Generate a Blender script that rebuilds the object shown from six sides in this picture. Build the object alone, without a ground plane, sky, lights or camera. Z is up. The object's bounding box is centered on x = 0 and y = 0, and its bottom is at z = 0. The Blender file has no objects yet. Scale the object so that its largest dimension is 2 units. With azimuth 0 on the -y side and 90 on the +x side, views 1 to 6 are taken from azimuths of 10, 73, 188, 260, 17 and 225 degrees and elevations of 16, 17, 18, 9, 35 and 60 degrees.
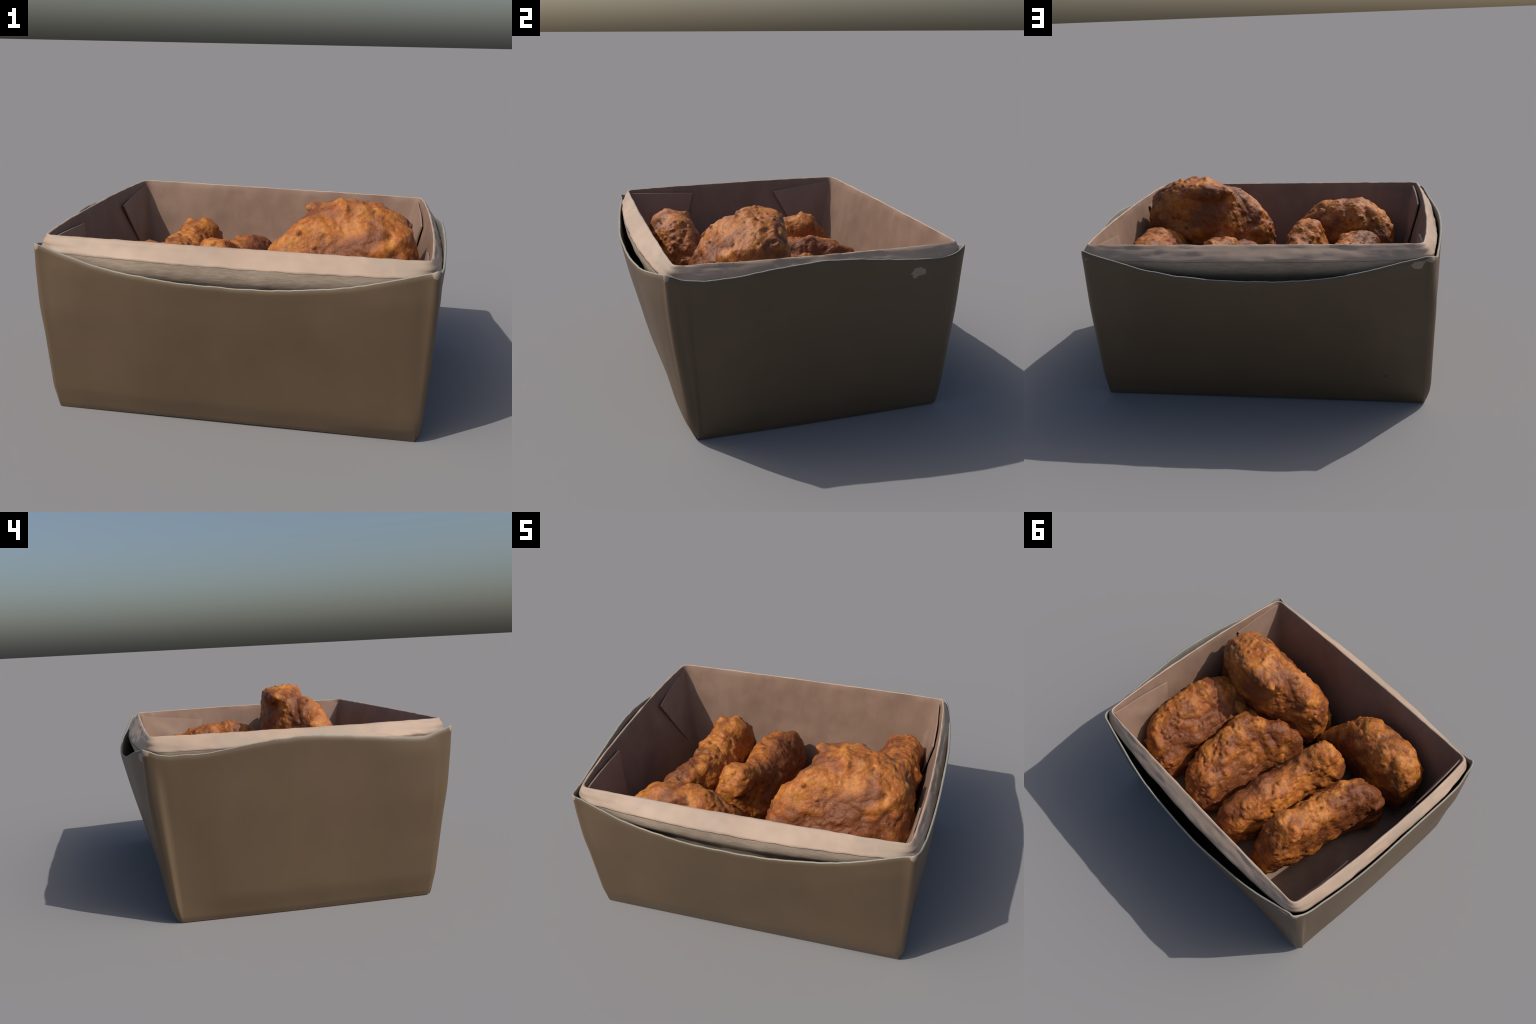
"""A kraft-paper snack box: brown tapered sleeve with scooped rim, paper tray with
a folded-over lip inside it, and a heap of fried breaded nuggets."""
import math
import random

import bmesh
import bpy
import numpy as np
from mathutils import Vector, noise

random.seed(7)
SCENE = bpy.context.scene


# ------------------------------------------------------------------ helpers
def link(obj, parent=None):
    SCENE.collection.objects.link(obj)
    if parent is not None:
        obj.parent = parent
    return obj


def mesh_object(name, verts, faces, materials, parent=None, face_material=None, smooth=True):
    me = bpy.data.meshes.new(name)
    me.from_pydata([tuple(v) for v in verts], [], faces)
    for m in materials:
        me.materials.append(m)
    if face_material is not None:
        me.polygons.foreach_set("material_index", face_material)
    me.polygons.foreach_set("use_smooth", [smooth] * len(me.polygons))
    me.update()
    return link(bpy.data.objects.new(name, me), parent)


def closed_curve(points, count, by=None):
    """Periodic Catmull-Rom through the points, resampled evenly (along 'by')."""
    p = np.array(points, float)
    n = len(p)
    ref = p if by is None else np.array(by, float)
    seg = np.linalg.norm(np.roll(ref, -1, 0) - ref, axis=1)
    cum = np.concatenate([[0], np.cumsum(seg)])
    out = []
    for s in np.linspace(0, cum[-1], count, endpoint=False):
        i = min(int(np.searchsorted(cum, s, side="right") - 1), n - 1)
        t = (s - cum[i]) / max(seg[i], 1e-9)
        a, b, c, d = p[(i - 1) % n], p[i], p[(i + 1) % n], p[(i + 2) % n]
        out.append(0.5 * ((2 * b) + (-a + c) * t + (2 * a - 5 * b + 4 * c - d) * t * t + (-a + 3 * b - 3 * c + d) * t ** 3))
    return np.array(out)


def outward(loop):
    """Horizontal outward normals of a counter-clockwise loop."""
    t = np.roll(loop, -1, 0) - np.roll(loop, 1, 0)
    n = np.stack([t[:, 1], -t[:, 0], np.zeros(len(t))], 1)
    return n / np.linalg.norm(n, axis=1, keepdims=True)


def band(rows, first=0):
    """Quads between successive closed rows of equal length."""
    k = len(rows[0])
    f = []
    for r in range(len(rows) - 1):
        for i in range(k):
            j = (i + 1) % k
            a = first + r * k
            f.append((a + i, a + j, a + k + j, a + k + i))
    return f


def fbm(p, scale, octaves=3):
    return noise.fractal(Vector(p) * scale, 1.0, 2.0, octaves, noise_basis="PERLIN_ORIGINAL")


def smooth(a, b, x):
    t = np.clip((x - a) / (b - a), 0, 1)
    return t * t * (3 - 2 * t)


# ---------------------------------------------------------------- materials
class Nodes:
    """Small wrapper that makes node graphs readable."""

    def __init__(self, tree):
        self.t = tree

    def new(self, kind, **inputs):
        n = self.t.nodes.new(kind)
        for k, v in inputs.items():
            setattr(n, k, v)
        return n

    def set(self, sock, value):
        if isinstance(value, bpy.types.NodeSocket):
            self.t.links.new(value, sock)
        else:
            sock.default_value = value

    def math(self, op, a, b=0.0, clamp=False):
        n = self.new("ShaderNodeMath", operation=op, use_clamp=clamp)
        self.set(n.inputs[0], a)
        self.set(n.inputs[1], b)
        return n.outputs[0]

    def vec(self, op, a, b):
        n = self.new("ShaderNodeVectorMath", operation=op)
        self.set(n.inputs[0], a)
        self.set(n.inputs[1], b)
        return n.outputs["Value"] if op in ("LENGTH", "DISTANCE", "DOT_PRODUCT") else n.outputs[0]

    def noise(self, vector, scale, detail=3.0, rough=0.55, distortion=0.0):
        n = self.new("ShaderNodeTexNoise")
        self.set(n.inputs["Vector"], vector)
        n.inputs["Scale"].default_value = scale
        n.inputs["Detail"].default_value = detail
        n.inputs["Roughness"].default_value = rough
        n.inputs["Distortion"].default_value = distortion
        return n.outputs[0]

    def voronoi(self, vector, scale, feature="F1", randomness=1.0):
        n = self.new("ShaderNodeTexVoronoi", feature=feature)
        self.set(n.inputs["Vector"], vector)
        n.inputs["Scale"].default_value = scale
        n.inputs["Randomness"].default_value = randomness
        return n.outputs["Distance"]

    def step(self, value, a, b, lo=0.0, hi=1.0):
        n = self.new("ShaderNodeMapRange", interpolation_type="SMOOTHSTEP")
        self.set(n.inputs["Value"], value)
        n.inputs["From Min"].default_value = a
        n.inputs["From Max"].default_value = b
        n.inputs["To Min"].default_value = lo
        n.inputs["To Max"].default_value = hi
        return n.outputs["Result"]

    def mix(self, fac, a, b, blend="MIX"):
        n = self.new("ShaderNodeMix", data_type="RGBA", blend_type=blend)
        self.set(n.inputs[0], fac)
        for sock, v in ((n.inputs[6], a), (n.inputs[7], b)):
            self.set(sock, v if isinstance(v, bpy.types.NodeSocket) else (*v, 1.0))
        return n.outputs[2]


def material(name, rough, spec):
    m = bpy.data.materials.new(name)
    m.use_nodes = True
    g = Nodes(m.node_tree)
    bsdf = m.node_tree.nodes["Principled BSDF"]
    bsdf.inputs["Roughness"].default_value = rough
    bsdf.inputs["Specular IOR Level"].default_value = spec
    co = g.new("ShaderNodeTexCoord").outputs["Object"]
    return m, g, bsdf, co


def add_bump(g, bsdf, height, strength, distance):
    b = g.new("ShaderNodeBump")
    b.inputs["Strength"].default_value = strength
    b.inputs["Distance"].default_value = distance
    g.set(b.inputs["Height"], height)
    g.set(bsdf.inputs["Normal"], b.outputs[0])


def paper(name, light, dark, rough=0.6, spec=0.3, fibre=(60, 60, 14), contrast=0.5, bump=0.15):
    """Kraft paper: slow mottling plus fine stretched fibres."""
    m, g, bsdf, co = material(name, rough, spec)
    slow = g.noise(co, 2.6, 3.0)
    stretched = g.vec("MULTIPLY", co, fibre)
    fine = g.noise(stretched, 1.0, 4.0, 0.65)
    f = g.math("ADD", g.math("MULTIPLY", slow, 1.0 - contrast), g.math("MULTIPLY", fine, contrast))
    col = g.mix(g.step(f, 0.32, 0.68), dark, light)
    g.set(bsdf.inputs["Base Color"], col)
    add_bump(g, bsdf, fine, bump, 0.004)
    return m, g, bsdf, co, col


def sleeve_material():
    m, g, bsdf, co, col = paper("sleeve_kraft", SLEEVE_LIGHT, SLEEVE_DARK, 0.5, 0.45, (9, 9, 3), 0.25, 0.05)
    # green-grey and reddish tints drift through the board
    col = g.mix(g.step(g.noise(co, 1.7, 1.0), 0.42, 0.62, 0.0, 0.22), col, SLEEVE_RED)
    # scuffs at the rim corners where the brown print has rubbed off, and small torn spots
    wob = g.math("MULTIPLY", g.math("SUBTRACT", g.noise(co, 22, 3.0), 0.5), 0.09)
    fac = None
    for centre, radius, stretch in SCUFFS:
        d = g.vec("LENGTH", g.vec("MULTIPLY", g.vec("SUBTRACT", co, centre), stretch), (0, 0, 0))
        k = g.step(g.math("ADD", d, wob), radius, radius + 0.006, 1.0, 0.0)
        fac = k if fac is None else g.math("MAXIMUM", fac, k)
    col = g.mix(g.math("MULTIPLY", fac, 0.75), col, SCUFF)
    for centre in SPECKS:
        d = g.vec("DISTANCE", co, centre)
        col = g.mix(g.step(g.math("ADD", d, g.math("MULTIPLY", wob, 0.3)), 0.006, 0.014, 0.7, 0.0), col, (0.035, 0.025, 0.018))
    g.set(bsdf.inputs["Base Color"], col)
    return m


SLEEVE_LIGHT = (0.127, 0.084, 0.046)
SLEEVE_DARK = (0.110, 0.072, 0.039)
SLEEVE_RED = (0.114, 0.069, 0.041)
SCUFF = (0.34, 0.26, 0.20)
SCUFFS = [((0.985, 0.488, 0.787), 0.030, (0.3, 0.8, 1.5)), ((-0.842, 0.795, 0.836), 0.024, (0.8, 0.3, 1.3)),
          ((0.90, 0.79, 0.846), 0.012, (1, 1, 1)),
          ((0.925, -0.79, 0.875), 0.022, (1, 1, 1.2)), ((-0.92, 0.775, 0.867), 0.034, (1, 1, 1.1)),
          ((-0.925, -0.78, 0.88), 0.024, (1, 1, 1.2))]
SPECKS = [(-0.348, -0.775, 0.43), (-0.682, 0.72, 0.183)]

MAT_SLEEVE = sleeve_material()
MAT_EDGE = paper("cut_board_edge", (0.33, 0.32, 0.28), (0.24, 0.23, 0.20), 0.7, 0.2, (80, 80, 80), 0.6)[0]
MAT_SLEEVE_IN = paper("sleeve_inside", (0.20, 0.19, 0.17), (0.15, 0.145, 0.13), 0.75, 0.2)[0]


def lip_material():
    m, g, bsdf, co, col = paper("lip_paper", (0.46, 0.335, 0.25), (0.385, 0.278, 0.206), 0.55, 0.3, (6, 6, 6), 0.35, 0.12)
    worn = g.step(g.noise(co, 4.5, 4.0, 0.6), 0.46, 0.64, 0.0, 0.6)
    col = g.mix(worn, col, (0.33, 0.265, 0.205))
    rosy = g.step(g.noise(g.vec("ADD", co, (3.0, 1.0, 4.0)), 3.2, 3.0), 0.55, 0.68, 0.0, 0.2)
    col = g.mix(rosy, col, (0.46, 0.285, 0.215))
    g.set(bsdf.inputs["Base Color"], col)
    return m


MAT_LIP = lip_material()
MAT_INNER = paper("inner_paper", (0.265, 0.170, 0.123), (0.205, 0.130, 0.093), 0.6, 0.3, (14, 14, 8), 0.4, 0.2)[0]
MAT_FLAP = paper("flap_paper", (0.31, 0.205, 0.152), (0.25, 0.163, 0.120), 0.5, 0.35, (14, 14, 8), 0.4, 0.2)[0]  # liner paper lightened so flaps look turned toward the light
MAT_TRAY = paper("tray_board", (0.44, 0.345, 0.26), (0.31, 0.24, 0.18), 0.75, 0.2, (18, 18, 70), 0.6, 0.4)[0]


# ------------------------------------------------------------- the paper box
box = bpy.data.objects.new("snack_box", None)
box["label"] = "brown kraft paper takeaway box with folded pale lip"
box["category"] = "food box"
link(box)

# Rim of the outer sleeve, counter-clockwise from the front left corner: the long
# sides bow out and dip in a wide scoop, the short sides bow out and rise.
FRONT = [(-0.86, -0.788, 0.868), (-0.68, -0.818, 0.826), (-0.51, -0.843, 0.797), (-0.34, -0.862, 0.781), (-0.17, -0.871, 0.769), (0.0, -0.874, 0.765),
         (0.17, -0.871, 0.767), (0.34, -0.862, 0.776), (0.51, -0.848, 0.796), (0.68, -0.824, 0.824), (0.86, -0.792, 0.862)]
RIGHT = [(0.949, -0.70, 0.852), (0.963, -0.60, 0.847), (0.978, -0.45, 0.857), (0.988, -0.30, 0.878), (0.994, -0.15, 0.892), (0.996, 0.0, 0.899),
         (0.995, 0.15, 0.891), (0.989, 0.30, 0.875), (0.979, 0.45, 0.858), (0.960, 0.60, 0.850), (0.947, 0.69, 0.858)]
BACK = [(0.86, 0.786, 0.876), (0.68, 0.818, 0.834), (0.51, 0.846, 0.799), (0.34, 0.863, 0.780), (0.17, 0.871, 0.768), (0.0, 0.873, 0.762),
        (-0.17, 0.872, 0.765), (-0.34, 0.861, 0.774), (-0.51, 0.846, 0.798), (-0.68, 0.823, 0.833), (-0.86, 0.783, 0.868)]
LEFT = [(-0.944, 0.69, 0.846), (-0.956, 0.60, 0.842), (-0.972, 0.45, 0.846), (-0.985, 0.30, 0.869), (-0.991, 0.15, 0.886), (-0.993, 0.0, 0.894),
        (-0.992, -0.15, 0.884), (-0.988, -0.30, 0.870), (-0.981, -0.45, 0.855), (-0.968, -0.60, 0.845), (-0.951, -0.69, 0.862)]
CORNER = [[(0.916, -0.794, 0.878), (0.936, -0.762, 0.872)], [(0.929, 0.745, 0.878), (0.903, 0.776, 0.886)],
          [(-0.905, 0.778, 0.872), (-0.927, 0.746, 0.862)], [(-0.938, -0.752, 0.878), (-0.914, -0.786, 0.884)]]
rim_points = FRONT + CORNER[0] + RIGHT + CORNER[1] + BACK + CORNER[2] + LEFT + CORNER[3]


def foot(p):
    """Point of the foot outline that lies under a rim point (rounded rectangle, faintly bowed)."""
    x, y, _ = p
    if abs(y) > 0.775 and abs(x) < 0.88:
        s = 1 if y > 0 else -1
        return (x * 0.872 / 0.86, s * (0.666 + 0.005 * math.cos(x * 1.7)), 0.011 * max(0.0, 1 - (x / 0.8) ** 2) * (1.0 if s > 0 else 0.5))
    if abs(y) > 0.72:
        if abs(x) < 0.92:
            return (math.copysign(0.888, x), math.copysign(0.664, y), 0.0)
        return (math.copysign(0.901, x), math.copysign(0.648, y), 0.0)
    return (math.copysign(0.903 + 0.007 * math.cos(y * 2.2), x), y * 0.632 / 0.69, 0.0)


COLS, ROWS = 420, 44
rim = closed_curve(rim_points, COLS)
foot_loop = closed_curve([foot(p) for p in rim_points], COLS, by=rim_points)
side_normal = outward(rim)
for i, p in enumerate(rim):  # ragged cut edge
    rim[i][2] += 0.003 * fbm((p[0], p[1], 0), 9) + 0.0016 * fbm((p[0], p[1], 5), 30)


def sleeve_point(i, t, inset=0.0):
    a, b = foot_loop[i], rim[i]
    p = a + (b - a) * t
    z = p[2]
    swell = smooth(0.0, 0.14, z) * (1 - smooth(0.5, 0.88, z))
    belly = (0.011 if b[1] > 0.72 else 0.014 if abs(b[0]) < 0.93 else (0.009 * (1 - smooth(0.4, 0.68, -b[1])) if b[0] > 0 else 0.015 * (1 - smooth(0.4, 0.68, b[1])))) * swell
    # the front right and back left ends are pushed out, the front left one near its top
    if b[1] < -0.7:
        belly += 0.018 * smooth(0.35, 0.72, b[0]) * (1 - 0.55 * smooth(0.80, 0.92, b[0])) * smooth(0.0, 0.08, z) * (1 - smooth(0.70, 0.86, z))
        belly += 0.012 * smooth(0.45, 0.75, -b[0]) * (1 - 0.6 * smooth(0.80, 0.92, -b[0])) * smooth(0.4, 0.6, z) * (1 - smooth(0.75, 0.86, z))
    elif b[1] > 0.7:
        belly += 0.010 * smooth(0.40, 0.85, -b[0]) * smooth(0.0, 0.08, z) * (1 - smooth(0.6, 0.86, z))
    elif b[0] < 0:
        belly += 0.011 * smooth(0.25, 0.6, -b[1]) * smooth(0.3, 0.6, z) * (1 - smooth(0.76, 0.87, z))
    belly -= 0.006 * (1 - smooth(0.0, 0.03, z)) ** 1.5
    ripple = 0.004 * fbm((p[0] * 1.0, p[1] * 1.0, z * 0.5), 2.2, 2) * smooth(0.0, 0.2, t)
    return p + side_normal[i] * (belly + ripple - inset)


ts = np.concatenate([np.linspace(0, 0.16, 14, endpoint=False), np.linspace(0.16, 1, ROWS - 14)])
THICK = 0.013
outer = [[sleeve_point(i, t) for i in range(COLS)] for t in ts]
inner = [[sleeve_point(i, t, THICK) for i in range(COLS)] for t in ts[::-1]]
for i in range(COLS):  # rounded cut edge
    outer[-1][i] = outer[-1][i] - side_normal[i] * 0.002
crest = [[(np.array(outer[-1][i]) + np.array(inner[0][i])) / 2 + np.array([0, 0, 0.003]) for i in range(COLS)]]
rows = outer + crest + inner
verts = [v for r in rows for v in r]
faces = band(rows)
edge_rows = (len(outer) - 1, len(outer))
mats = [1 if (k // COLS) in edge_rows else (0 if (k // COLS) < len(outer) else 2) for k in range(len(faces))]
sleeve = mesh_object("sleeve", verts, faces, [MAT_SLEEVE, MAT_EDGE, MAT_SLEEVE_IN], box, mats)

base_ring = [np.array(outer[0][i]) - side_normal[i] * 0.008 for i in range(COLS)]
bottom = [(p[0], p[1], 0.003) for p in base_ring] + [(p[0], p[1], 0.014) for p in base_ring]
mesh_object("base_panel", bottom, band([base_ring, base_ring]) + [tuple(range(COLS))[::-1], tuple(range(COLS, 2 * COLS))], [MAT_SLEEVE], box, smooth=False)

# ---- inner tray: wall, rim fold, lip and the board under the lip
FLOOR = 0.275
RIM_L = [(-0.878, -0.735, 0.922), (0.888, -0.743, 0.914), (0.898, 0.727, 0.910), (-0.866, 0.737, 0.931)]
SIDE_BOW = np.array([0.010, 0.034, 0.008, 0.036])
FOLD_BOW = np.array([0.051, 0.012, 0.042, 0.020])  # how much more the fold of the lip bows out
DEPTH_BOW = np.array([0.0, 0.012, 0.025, 0.005])  # and the wall further down


def side_points(corners, bow, n, sag=0.0):
    out = []
    for k in range(4):
        a, b = np.array(corners[k]), np.array(corners[(k + 1) % 4])
        d = b - a
        nrm = np.array([d[1], -d[0], 0]) / np.hypot(d[0], d[1])
        for j in range(n):
            s = j / n
            hump = 4 * s * (1 - s) if k % 2 == 0 else 1 - abs(2 * s - 1) ** 2.8
            out.append(a + d * s + nrm * bow[k] * hump + np.array([0, 0, -sag * hump]))
    return np.array(out)


SIDE = 90


def tray_loop(drop, offset_x, offset_y, bow=(0, 0, 0, 0), rounding=0, wave=0.0, seed=0.0):
    """A loop 'drop' below the rim, moved out by the offsets on short and long sides."""
    corners = [(x + offset_x * (1 if x > 0 else -1), y + offset_y * (1 if y > 0 else -1), z - drop) for x, y, z in RIM_L]
    p = side_points(corners, SIDE_BOW + np.array(bow), SIDE)
    n = len(p)
    if rounding:
        q = p.copy()
        r = rounding
        for k in range(4):
            for j in range(-r, r + 1):
                i = (k * SIDE + j) % n
                w = 0.5 * (1 - abs(j) / (r + 1))
                a, b = p[(k * SIDE - r - 1) % n], p[(k * SIDE + r + 1) % n]
                chord = a + (b - a) * ((j + r + 1) / (2 * r + 2))
                q[i] = p[i] * (1 - w) + chord * w
        p = q
    nrm = outward(p)
    for i in range(n):
        f = fbm((p[i][0], p[i][1], seed), 7, 3)
        g = fbm((p[i][0], p[i][1], seed + 9), 16, 2)
        p[i] = p[i] + nrm[i] * wave * f + np.array([0, 0, wave * 0.7 * g])
    return p


def taper(z_drop):
    return -0.225 * z_drop


heights = np.linspace(0.92 - FLOOR + 0.09, 0.012, 26)
wall_rows = [tray_loop(d, taper(d) - 0.005, taper(d) - 0.005, DEPTH_BOW * min(1.0, d / 0.3), 1, 0.004, 2.0 + d) for d in heights]
wall_rows.append(tray_loop(0.003, -0.003, -0.003, (0, 0, 0, 0), 1, 0.003, 1.0))
wall_verts = [v for r in wall_rows for v in r]
liner = mesh_object("liner_wall", wall_verts, [f[::-1] for f in band(wall_rows)], [MAT_INNER], box)
floor_ring = wall_rows[3]
N = len(floor_ring)
floor_rows = [[np.array([p[0] * s, p[1] * s, FLOOR + 0.002]) for p in floor_ring] for s in np.linspace(1.0, 0.1, 16)]
fv = [v for r in floor_rows for v in r]
for v in fv:
    v[2] += 0.006 * fbm(v, 6) - 0.085 * smooth(0.45, 0.15, np.hypot(v[0] + 0.68, v[1] - 0.55))
    v[2] += 0.09 * smooth(0.45, 0.15, np.hypot(v[0] - 0.75, v[1] + 0.62))
ff = band(floor_rows) + [tuple(range(15 * N, 16 * N))]
mesh_object("liner_floor", fv, ff, [MAT_INNER], box)

def lip_loop(f, drop, wave=0.003, out=0.0, recess=0.0):
    """f runs from the rim crease (0) to the lower fold (1); the lip is a nearly flat sloping strip."""
    return tray_loop(drop, 0.034 * f + out - recess, 0.034 * f + out - recess, FOLD_BOW * f, 1 + int(4 * f), wave, 1.0 + 2.0 * f)


lip_rows = [lip_loop(0, 0.003, out=-0.003), lip_loop(0, 0.0, 0.0045, out=0.0), lip_loop(0.05, 0.001, 0.0045, out=0.003)]
lip_rows += [lip_loop(f, 0.004 + 0.066 * f ** 1.15, 0.004 + 0.002 * f, 0.002 * math.sin(math.pi * f) + 0.003) for f in (0.15, 0.3, 0.45, 0.6, 0.75, 0.9, 1.0)]
lip_rows += [lip_loop(1.0, 0.075, 0.005, 0.0)]
mesh_object("lip", [v for r in lip_rows for v in r], band(lip_rows), [MAT_LIP], box)


def tray_wall_loop(d, g):
    """The board below the fold leans in until it lies just outside the inner wall (g = 1)."""
    drop = 0.074 + d
    inside = taper(drop) + 0.014
    return tray_loop(drop, 0.037 * (1 - g) + inside * g, 0.037 * (1 - g) + inside * g,
                     FOLD_BOW * (1 - g) + DEPTH_BOW * min(1.0, drop / 0.3) * g + np.array([0.058 * g, 0, 0, 0]), 5, 0.004, 3.0 + d)


tray_rows = [tray_wall_loop(d, g) for d, g in ((0.0, 0.0), (0.01, 0.03), (0.03, 0.08), (0.06, 0.20), (0.085, 0.42), (0.115, 0.78), (0.15, 0.95), (0.28, 1.0), (0.45, 1.0))]
mesh_object("tray_wall", [v for r in tray_rows for v in r], band(tray_rows), [MAT_TRAY], box)


# ---- triangular tucked flaps in the four inside corners
def wall_x(side, y, z):
    """x of the inner face of a short wall."""
    s = (y + 0.735) / 1.47
    hump = 1 - abs(2 * s - 1) ** 2.8
    top = (0.893 + 0.034 * hump) if side > 0 else (0.872 + 0.032 * hump)
    return side * (top + taper(0.92 - z) - 0.006 + (0.012 if side > 0 else 0.005) * hump * min(1.0, (0.92 - z) / 0.3))


def corner_flap(side, outline, lift):
    """Thin sheet lying on a short wall; outline in (y, z), last argument how far its free edge stands off."""
    yc = outline[0][0]
    n = 14
    a, b, c, d = [np.array(p) for p in outline]  # corner top, tip, low free end, corner low
    reach = abs(b[0] - yc)
    front, back = [], []
    for i in range(n + 1):
        u = i / n
        for j in range(n + 1):
            w = j / n
            p = (a * (1 - u) + b * u) * (1 - w) + (d * (1 - u) + c * u) * w
            stand = 0.002 + lift * (abs(p[0] - yc) / reach) ** 1.5 + 0.009 * max(0.0, 1 - abs(w - 0.12 - 0.45 * u) / 0.16) * math.sin(math.pi * u) + 0.003 * fbm((p[0], p[1], side), 6)
            stand = max(stand, 0.002)
            x = wall_x(side, p[0], p[1])
            front.append((x - side * (stand + 0.009), p[0], p[1]))
            back.append((x - side * stand, p[0], p[1]))
    k = n + 1
    m = len(front)
    faces = []
    for i in range(n):
        for j in range(n):
            q = (i * k + j, (i + 1) * k + j, (i + 1) * k + j + 1, i * k + j + 1)
            faces.append(q)
            faces.append(tuple(v + m for v in q[::-1]))
    rim_ids = [j for j in range(n)] + [i * k + n for i in range(n)] + [n * k + j for j in range(n, 0, -1)] + [i * k for i in range(n, 0, -1)]
    for e in range(len(rim_ids)):
        p, q = rim_ids[e], rim_ids[(e + 1) % len(rim_ids)]
        faces.append((p, q, q + m, p + m))
    me = bpy.data.meshes.new("corner_flap")
    me.from_pydata(front + back, [], faces)
    me.materials.append(MAT_FLAP)
    bm = bmesh.new()
    bm.from_mesh(me)
    bmesh.ops.recalc_face_normals(bm, faces=bm.faces)
    bm.to_mesh(me)
    bm.free()
    me.polygons.foreach_set("use_smooth", [True] * len(me.polygons))
    me.set_sharp_from_angle(angle=math.radians(40))
    link(bpy.data.objects.new("corner_flap", me), box)


corner_flap(-1, [(0.722, 0.905), (0.288, 0.850), (0.55, 0.36), (0.62, 0.36)], 0.011)
corner_flap(-1, [(-0.720, 0.902), (-0.295, 0.874), (-0.42, 0.45), (-0.62, 0.42)], 0.001)
corner_flap(1, [(0.712, 0.888), (0.279, 0.832), (0.36, 0.50), (0.60, 0.42)], 0.005)
corner_flap(1, [(-0.725, 0.892), (-0.36, 0.852), (-0.42, 0.50), (-0.60, 0.42)], 0.003)


# ------------------------------------------------------------------- nuggets
def crust_fields(g, co, local, middle):
    """Shared by shape and colour. 'middle' = (axis with lean, constant, half thickness) of the
    patty's middle plane: the rim band around it is the bubbled one, the flat faces are smoother."""
    axis, shift, half = middle
    across = g.math("ABSOLUTE", g.math("DIVIDE", g.math("SUBTRACT", g.vec("DOT_PRODUCT", local, axis), shift), half))
    wobble = g.noise(co, 3.0, 2.0)
    rim_band = g.step(g.math("ADD", across, g.math("MULTIPLY", g.math("SUBTRACT", wobble, 0.5), 1.2)), 0.30, 0.85, 1.0, 0.0)
    warp = g.new("ShaderNodeTexNoise")
    g.set(warp.inputs["Vector"], co)
    warp.inputs["Scale"].default_value = 9.0
    shove = g.new("ShaderNodeVectorMath", operation="SCALE")
    g.set(shove.inputs[0], g.vec("SUBTRACT", warp.outputs["Color"], (0.5, 0.5, 0.5)))
    shove.inputs["Scale"].default_value = 0.05
    warped = g.vec("ADD", co, shove.outputs[0])
    some = g.math("ADD", g.math("MULTIPLY", rim_band, 0.16), g.noise(co, 3.6, 1.0))
    big = g.math("MULTIPLY", g.step(g.voronoi(warped, 10.0, "SMOOTH_F1"), 0.0, 0.48, 1.0, 0.0), g.step(some, 0.50, 0.66))
    spot = g.math("ADD", g.math("MULTIPLY", rim_band, 0.20), g.noise(g.vec("ADD", co, (5.0, 2.0, 9.0)), 4.4, 1.0))
    blister = g.math("MULTIPLY", g.step(g.voronoi(warped, 19.0), 0.08, 0.40, 1.0, 0.0), g.step(spot, 0.56, 0.72))
    pits = g.math("MULTIPLY", g.step(g.voronoi(co, 13.0), 0.10, 0.26, 1.0, 0.0), g.step(g.noise(co, 7.0, 1.0), 0.50, 0.60))
    return big, blister, pits, rim_band


def billow(g, co):
    """Rounded lumps that meet in creases: two octaves of folded noise, about 0 to 1."""
    a = g.math("ABSOLUTE", g.math("SUBTRACT", g.noise(co, 4.6, 1.0, 0.4, 0.5), 0.5))
    b = g.math("ABSOLUTE", g.math("SUBTRACT", g.noise(g.vec("ADD", co, (4.0, 8.0, 2.0)), 10.5, 1.0, 0.4, 0.3), 0.5))
    return g.math("ADD", g.math("MULTIPLY", a, 2.6), g.math("MULTIPLY", b, 1.1))


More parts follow.
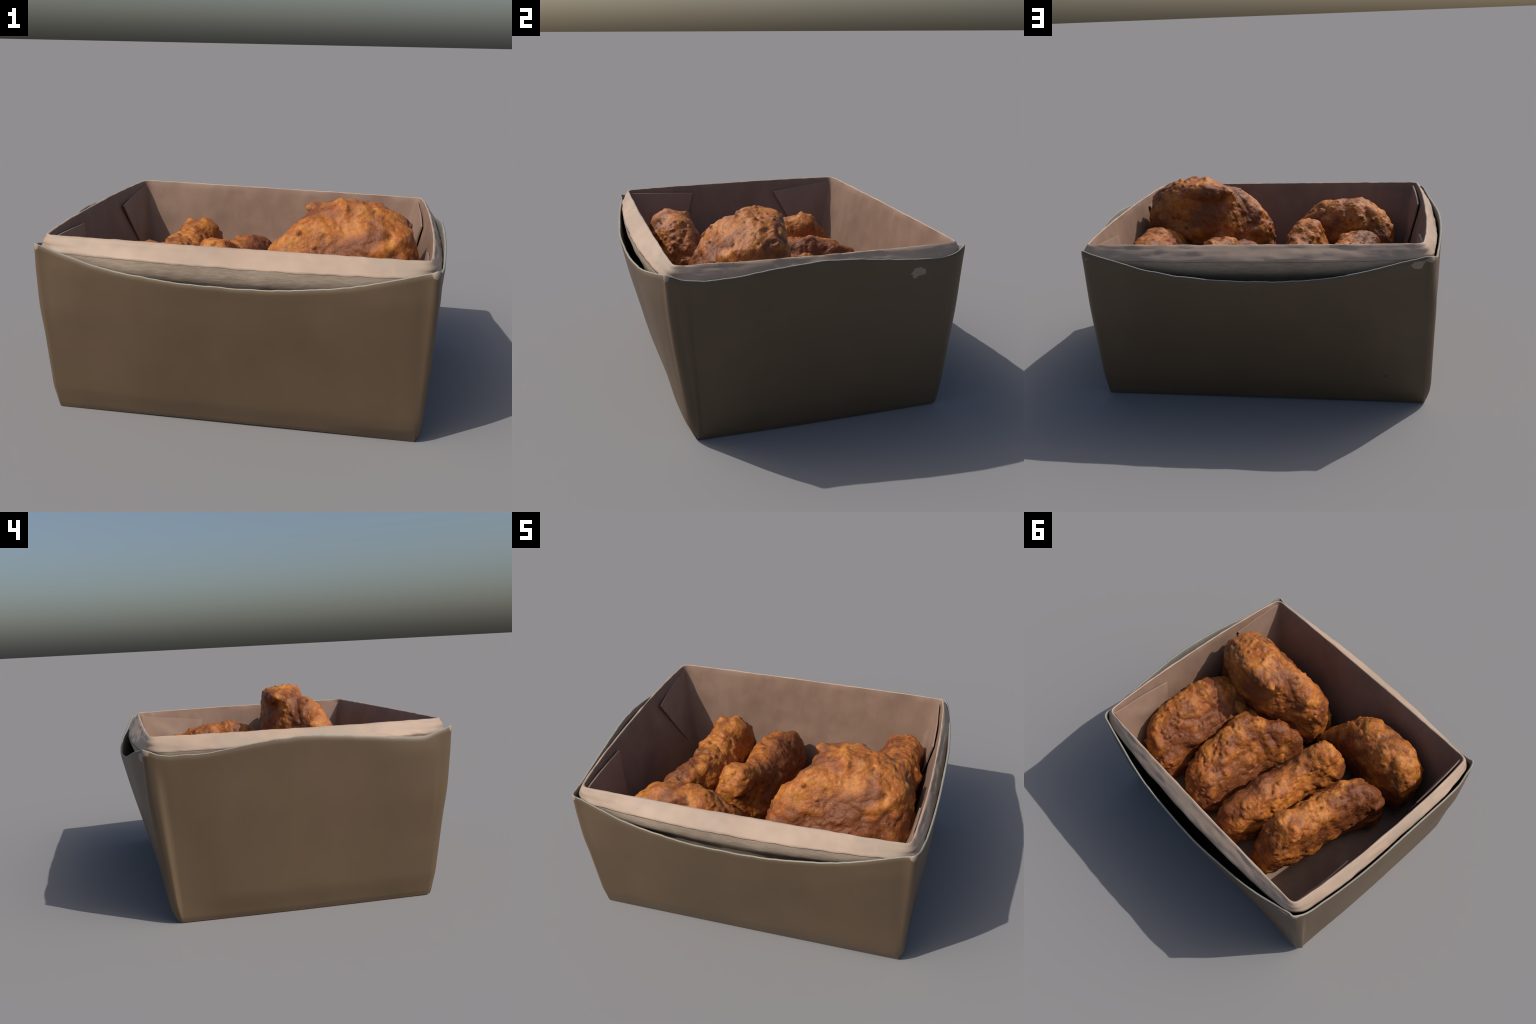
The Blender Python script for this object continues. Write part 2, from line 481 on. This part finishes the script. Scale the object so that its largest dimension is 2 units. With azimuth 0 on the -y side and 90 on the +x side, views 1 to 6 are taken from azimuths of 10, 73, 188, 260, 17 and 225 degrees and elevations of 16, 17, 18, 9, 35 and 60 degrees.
def crust_group(offset, middle, strength):
    """Geometry nodes: push the crust out along its normals."""
    ng = bpy.data.node_groups.new("crust_relief", "GeometryNodeTree")
    ng.interface.new_socket("Geometry", in_out="INPUT", socket_type="NodeSocketGeometry")
    ng.interface.new_socket("Geometry", in_out="OUTPUT", socket_type="NodeSocketGeometry")
    g = Nodes(ng)
    gi, go = g.new("NodeGroupInput"), g.new("NodeGroupOutput")
    pos = g.new("GeometryNodeInputPosition").outputs[0]
    co = g.vec("ADD", pos, offset)
    big, blister, pits, rim_band = crust_fields(g, co, pos, middle)
    lump = g.math("SUBTRACT", g.noise(co, 3.2, 2.0, 0.5), 0.5)
    knob = billow(g, co)
    crag = g.math("SUBTRACT", g.noise(co, 8.0, 4.0, 0.55, 0.3), 0.5)
    grain = g.math("SUBTRACT", g.noise(co, 45, 4.0, 0.65), 0.5)
    h = g.math("ADD", g.math("MULTIPLY", lump, 0.085), g.math("MULTIPLY", g.math("SUBTRACT", knob, 0.44), 0.034))
    for field, amount in ((big, 0.016), (blister, 0.011), (pits, -0.010), (crag, 0.030), (grain, 0.010)):
        h = g.math("ADD", h, g.math("MULTIPLY", field, amount))
    nrm = g.new("GeometryNodeInputNormal").outputs[0]
    sc = g.new("ShaderNodeVectorMath", operation="SCALE")
    g.set(sc.inputs[0], nrm)
    g.set(sc.inputs["Scale"], g.math("MULTIPLY", h, strength))
    sp = g.new("GeometryNodeSetPosition")
    g.set(sp.inputs["Geometry"], gi.outputs[0])
    g.set(sp.inputs["Offset"], sc.outputs[0])
    g.set(go.inputs[0], sp.outputs[0])
    return ng


GOLD = (0.49, 0.185, 0.032)
AMBER = (0.325, 0.091, 0.018)
RUSSET = (0.128, 0.034, 0.014)
BROWN = (0.150, 0.043, 0.014)
CRUMB = (0.56, 0.31, 0.14)


def crust_material(offset, middle, tint):
    """Golden fried rim band, browner flat faces, dark toasted blisters, pale crumbs."""
    m, g, bsdf, co = material("fried_crust", 0.5, 0.35)
    p = g.vec("ADD", co, offset)
    big, blister, pits, rim_band = crust_fields(g, p, co, middle)
    patch = g.noise(p, 4.2, 3.0, 0.6)
    mottle = g.noise(p, 14, 4.0, 0.65)
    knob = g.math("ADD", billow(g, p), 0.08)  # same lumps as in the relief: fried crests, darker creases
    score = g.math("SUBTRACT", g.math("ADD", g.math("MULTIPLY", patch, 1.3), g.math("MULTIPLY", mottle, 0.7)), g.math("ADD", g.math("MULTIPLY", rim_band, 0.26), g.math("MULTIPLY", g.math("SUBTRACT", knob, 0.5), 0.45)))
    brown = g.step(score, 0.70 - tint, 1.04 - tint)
    freckle = g.noise(p, 38, 3.0, 0.6)
    col = g.mix(g.step(g.math("ADD", g.math("MULTIPLY", mottle, 0.65), g.math("MULTIPLY", freckle, 0.35)), 0.40, 0.60), AMBER, GOLD)
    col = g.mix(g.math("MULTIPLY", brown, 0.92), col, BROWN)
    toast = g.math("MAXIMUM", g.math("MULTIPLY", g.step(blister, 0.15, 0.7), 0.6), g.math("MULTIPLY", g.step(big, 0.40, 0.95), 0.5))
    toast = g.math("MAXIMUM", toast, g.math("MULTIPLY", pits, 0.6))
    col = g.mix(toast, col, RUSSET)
    crumbs = g.math("MULTIPLY", g.step(g.voronoi(p, 62.0), 0.10, 0.24, 1.0, 0.0), g.step(g.noise(p, 11.0, 2.0), 0.50, 0.66))
    col = g.mix(g.math("MULTIPLY", crumbs, 0.7), col, CRUMB)
    g.set(bsdf.inputs["Base Color"], col)
    fine = g.math("ADD", g.noise(p, 90, 4.0, 0.65), g.math("MULTIPLY", crumbs, 0.6))
    add_bump(g, bsdf, fine, 0.55, 0.007)
    return m


def section(lo, hi, wt, wb, ct, cb, zt, zb, count=28, square=2.6):
    """Superellipse-like slice: half-width and centre run from bottom to top values."""
    out = []
    for k in range(count):
        a = 2 * math.pi * k / count
        c, s = math.cos(a), math.sin(a)
        u = math.copysign(abs(c) ** (2 / square), c)
        v = math.copysign(abs(s) ** (2 / square), s)
        f = (v + 1) / 2
        out.append(((cb + (ct - cb) * f) + u * (wb + (wt - wb) * f), zb + (zt - zb) * f))
    return out


def nugget(label, axis, sections, lumps=(), tint=0.0, square=2.9, seed=0, strength=1.0):
    """Loft through slices along x or y, add lumps, fuse by remeshing, then add the crust.
    A slice is (position, centre_top, centre_bottom, half_top, half_bottom, z_top, z_bottom)."""
    bm = bmesh.new()
    rings = []
    for pos, ct, cb, wt, wb, zt, zb in sections:
        ring = []
        for w, z in section(0, 0, wt, wb, ct, cb, zt, zb, square=square):
            co = (pos, w, z) if axis == "x" else (w, pos, z)
            ring.append(bm.verts.new(co))
        rings.append(ring)
    for r0, r1 in zip(rings[:-1], rings[1:]):
        for i in range(len(r0)):
            j = (i + 1) % len(r0)
            bm.faces.new((r0[i], r0[j], r1[j], r1[i]))
    bm.faces.new(rings[0][::-1])
    bm.faces.new(rings[-1])
    bmesh.ops.recalc_face_normals(bm, faces=bm.faces)
    for centre, size in lumps:
        made = bmesh.ops.create_icosphere(bm, subdivisions=3, radius=1.0)
        bmesh.ops.scale(bm, vec=size, verts=made["verts"])
        bmesh.ops.translate(bm, vec=centre, verts=made["verts"])
    me = bpy.data.meshes.new("chicken_nugget")
    bm.to_mesh(me)
    bm.free()
    lo = np.min([v.co for v in me.vertices], 0)
    hi = np.max([v.co for v in me.vertices], 0)
    origin = Vector(((lo[0] + hi[0]) / 2, (lo[1] + hi[1]) / 2, lo[2]))
    for v in me.vertices:
        v.co -= origin
    ob = link(bpy.data.objects.new("chicken_nugget", me))
    ob.location = origin
    tall = max(sections, key=lambda q: q[5])
    k = 1 if axis == "x" else 0
    lean = (tall[1] - tall[2]) / (tall[5] - tall[6])
    direction = [0.0, 0.0, -lean]
    direction[k] = 1.0
    middle = (tuple(direction), tall[2] - origin[k] - lean * (tall[6] - origin[2]), max(q[4] for q in sections))
    offset = (3.1 * seed + 0.7, 1.7 * seed, 2.3 * seed)
    mod = ob.modifiers.new("fuse", "REMESH")
    mod.mode, mod.voxel_size = "VOXEL", 0.012
    mod = ob.modifiers.new("soften", "SMOOTH")
    mod.iterations, mod.factor = 14, 0.6
    mod = ob.modifiers.new("refine", "SUBSURF")
    mod.levels = mod.render_levels = 1
    mod = ob.modifiers.new("crust", "NODES")
    mod.node_group = crust_group(offset, middle, strength)
    bpy.context.view_layer.update()
    done = bpy.data.meshes.new_from_object(ob.evaluated_get(bpy.context.evaluated_depsgraph_get()))
    done.name = "chicken_nugget"
    ob.modifiers.clear()
    old = ob.data
    ob.data = done
    bpy.data.meshes.remove(old)
    done.materials.clear()
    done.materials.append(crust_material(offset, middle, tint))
    done.polygons.foreach_set("use_smooth", [True] * len(done.polygons))
    ob["label"] = label
    ob["category"] = "chicken nugget"
    return ob


B0 = FLOOR + 0.015
nugget("large golden fried nugget standing on its edge", "x", [
    (0.05, -0.39, -0.42, 0.05, 0.08, 0.63, 0.40), (0.085, -0.40, -0.43, 0.08, 0.12, 0.75, B0), (0.14, -0.395, -0.44, 0.105, 0.165, 0.845, B0),
    (0.21, -0.365, -0.44, 0.12, 0.215, 0.92, B0), (0.29, -0.28, -0.435, 0.135, 0.265, 1.00, B0), (0.40, -0.23, -0.43, 0.145, 0.30, 1.045, B0),
    (0.54, -0.228, -0.43, 0.15, 0.31, 1.065, B0), (0.66, -0.232, -0.425, 0.15, 0.305, 1.06, B0), (0.76, -0.24, -0.41, 0.14, 0.285, 1.025, B0),
    (0.83, -0.255, -0.38, 0.12, 0.235, 0.955, B0), (0.875, -0.275, -0.355, 0.075, 0.16, 0.84, 0.36)],
    lumps=[((0.56, -0.29, 1.02), (0.20, 0.06, 0.045)), ((0.46, -0.14, 0.99), (0.20, 0.055, 0.05))],
    tint=0.0, seed=1, strength=0.9)
nugget("golden fried nugget with bubbled browned rim", "x", [
    (0.05, -0.38, -0.38, 0.06, 0.08, 0.47, 0.34), (-0.03, -0.44, -0.44, 0.09, 0.12, 0.58, B0), (-0.11, -0.50, -0.50, 0.11, 0.16, 0.72, B0), (-0.24, -0.515, -0.525, 0.13, 0.18, 0.83, B0),
    (-0.38, -0.515, -0.535, 0.14, 0.19, 0.865, B0), (-0.50, -0.515, -0.535, 0.14, 0.19, 0.86, B0), (-0.60, -0.52, -0.535, 0.135, 0.18, 0.805, B0),
    (-0.68, -0.51, -0.52, 0.11, 0.15, 0.73, B0), (-0.725, -0.49, -0.50, 0.07, 0.09, 0.62, 0.40)], tint=-0.08, seed=2, strength=0.85)
nugget("long fried nugget with pocked golden ridge", "y", [
    (-0.29, -0.585, -0.60, 0.07, 0.09, 0.64, 0.36), (-0.22, -0.54, -0.555, 0.11, 0.15, 0.735, B0), (-0.10, -0.47, -0.475, 0.115, 0.17, 0.735, B0),
    (0.08, -0.445, -0.44, 0.115, 0.165, 0.735, B0), (0.22, -0.43, -0.42, 0.115, 0.16, 0.755, B0), (0.34, -0.415, -0.40, 0.115, 0.155, 0.78, B0),
    (0.43, -0.405, -0.385, 0.11, 0.15, 0.745, B0), (0.52, -0.40, -0.37, 0.095, 0.135, 0.65, B0), (0.58, -0.39, -0.37, 0.06, 0.08, 0.50, 0.33)],
    tint=-0.04, seed=3)
nugget("narrow fried nugget with knobbed raised end", "y", [
    (-0.27, -0.22, -0.22, 0.06, 0.08, 0.70, 0.42), (-0.21, -0.20, -0.20, 0.105, 0.135, 0.795, B0), (-0.12, -0.17, -0.17, 0.115, 0.15, 0.785, B0),
    (-0.03, -0.14, -0.135, 0.12, 0.16, 0.725, B0), (0.12, -0.12, -0.095, 0.125, 0.17, 0.72, B0), (0.27, -0.11, -0.085, 0.125, 0.175, 0.715, B0),
    (0.42, -0.09, -0.075, 0.125, 0.17, 0.685, B0), (0.54, -0.075, -0.065, 0.11, 0.15, 0.615, B0), (0.62, -0.06, -0.06, 0.07, 0.10, 0.49, 0.33)],
    tint=-0.02, seed=4)
nugget("wide fried nugget leaning with sloping crumbed face", "y", [
    (-0.25, 0.13, 0.14, 0.05, 0.07, 0.58, 0.36), (-0.18, 0.19, 0.20, 0.09, 0.14, 0.655, B0), (-0.05, 0.30, 0.27, 0.105, 0.22, 0.72, B0),
    (0.06, 0.365, 0.285, 0.095, 0.25, 0.745, B0), (0.20, 0.365, 0.285, 0.095, 0.25, 0.725, B0), (0.36, 0.345, 0.28, 0.105, 0.235, 0.67, B0),
    (0.50, 0.31, 0.27, 0.105, 0.195, 0.595, B0), (0.60, 0.265, 0.25, 0.07, 0.11, 0.46, 0.33)],
    tint=0.08, seed=5)
nugget("fried nugget with wrinkled crust against side wall", "y", [
    (-0.24, 0.62, 0.64, 0.08, 0.12, 0.58, 0.36), (-0.15, 0.655, 0.65, 0.115, 0.19, 0.70, B0), (0.0, 0.69, 0.65, 0.12, 0.215, 0.79, B0),
    (0.10, 0.71, 0.65, 0.115, 0.22, 0.83, B0), (0.24, 0.72, 0.65, 0.115, 0.22, 0.815, B0), (0.38, 0.72, 0.645, 0.115, 0.215, 0.79, B0),
    (0.49, 0.705, 0.64, 0.115, 0.21, 0.755, B0), (0.58, 0.68, 0.64, 0.105, 0.18, 0.68, B0), (0.64, 0.65, 0.64, 0.07, 0.11, 0.53, 0.33)],
    lumps=[((0.57, 0.20, 0.60), (0.10, 0.28, 0.09))], tint=0.05, seed=6)
nugget("dark fried nugget buried behind the large one", "x", [
    (0.34, -0.07, -0.07, 0.06, 0.08, 0.52, 0.36), (0.43, -0.07, -0.07, 0.10, 0.13, 0.62, B0), (0.60, -0.07, -0.07, 0.10, 0.13, 0.63, B0), (0.69, -0.07, -0.07, 0.06, 0.08, 0.52, 0.36)],
    tint=0.1, seed=7)
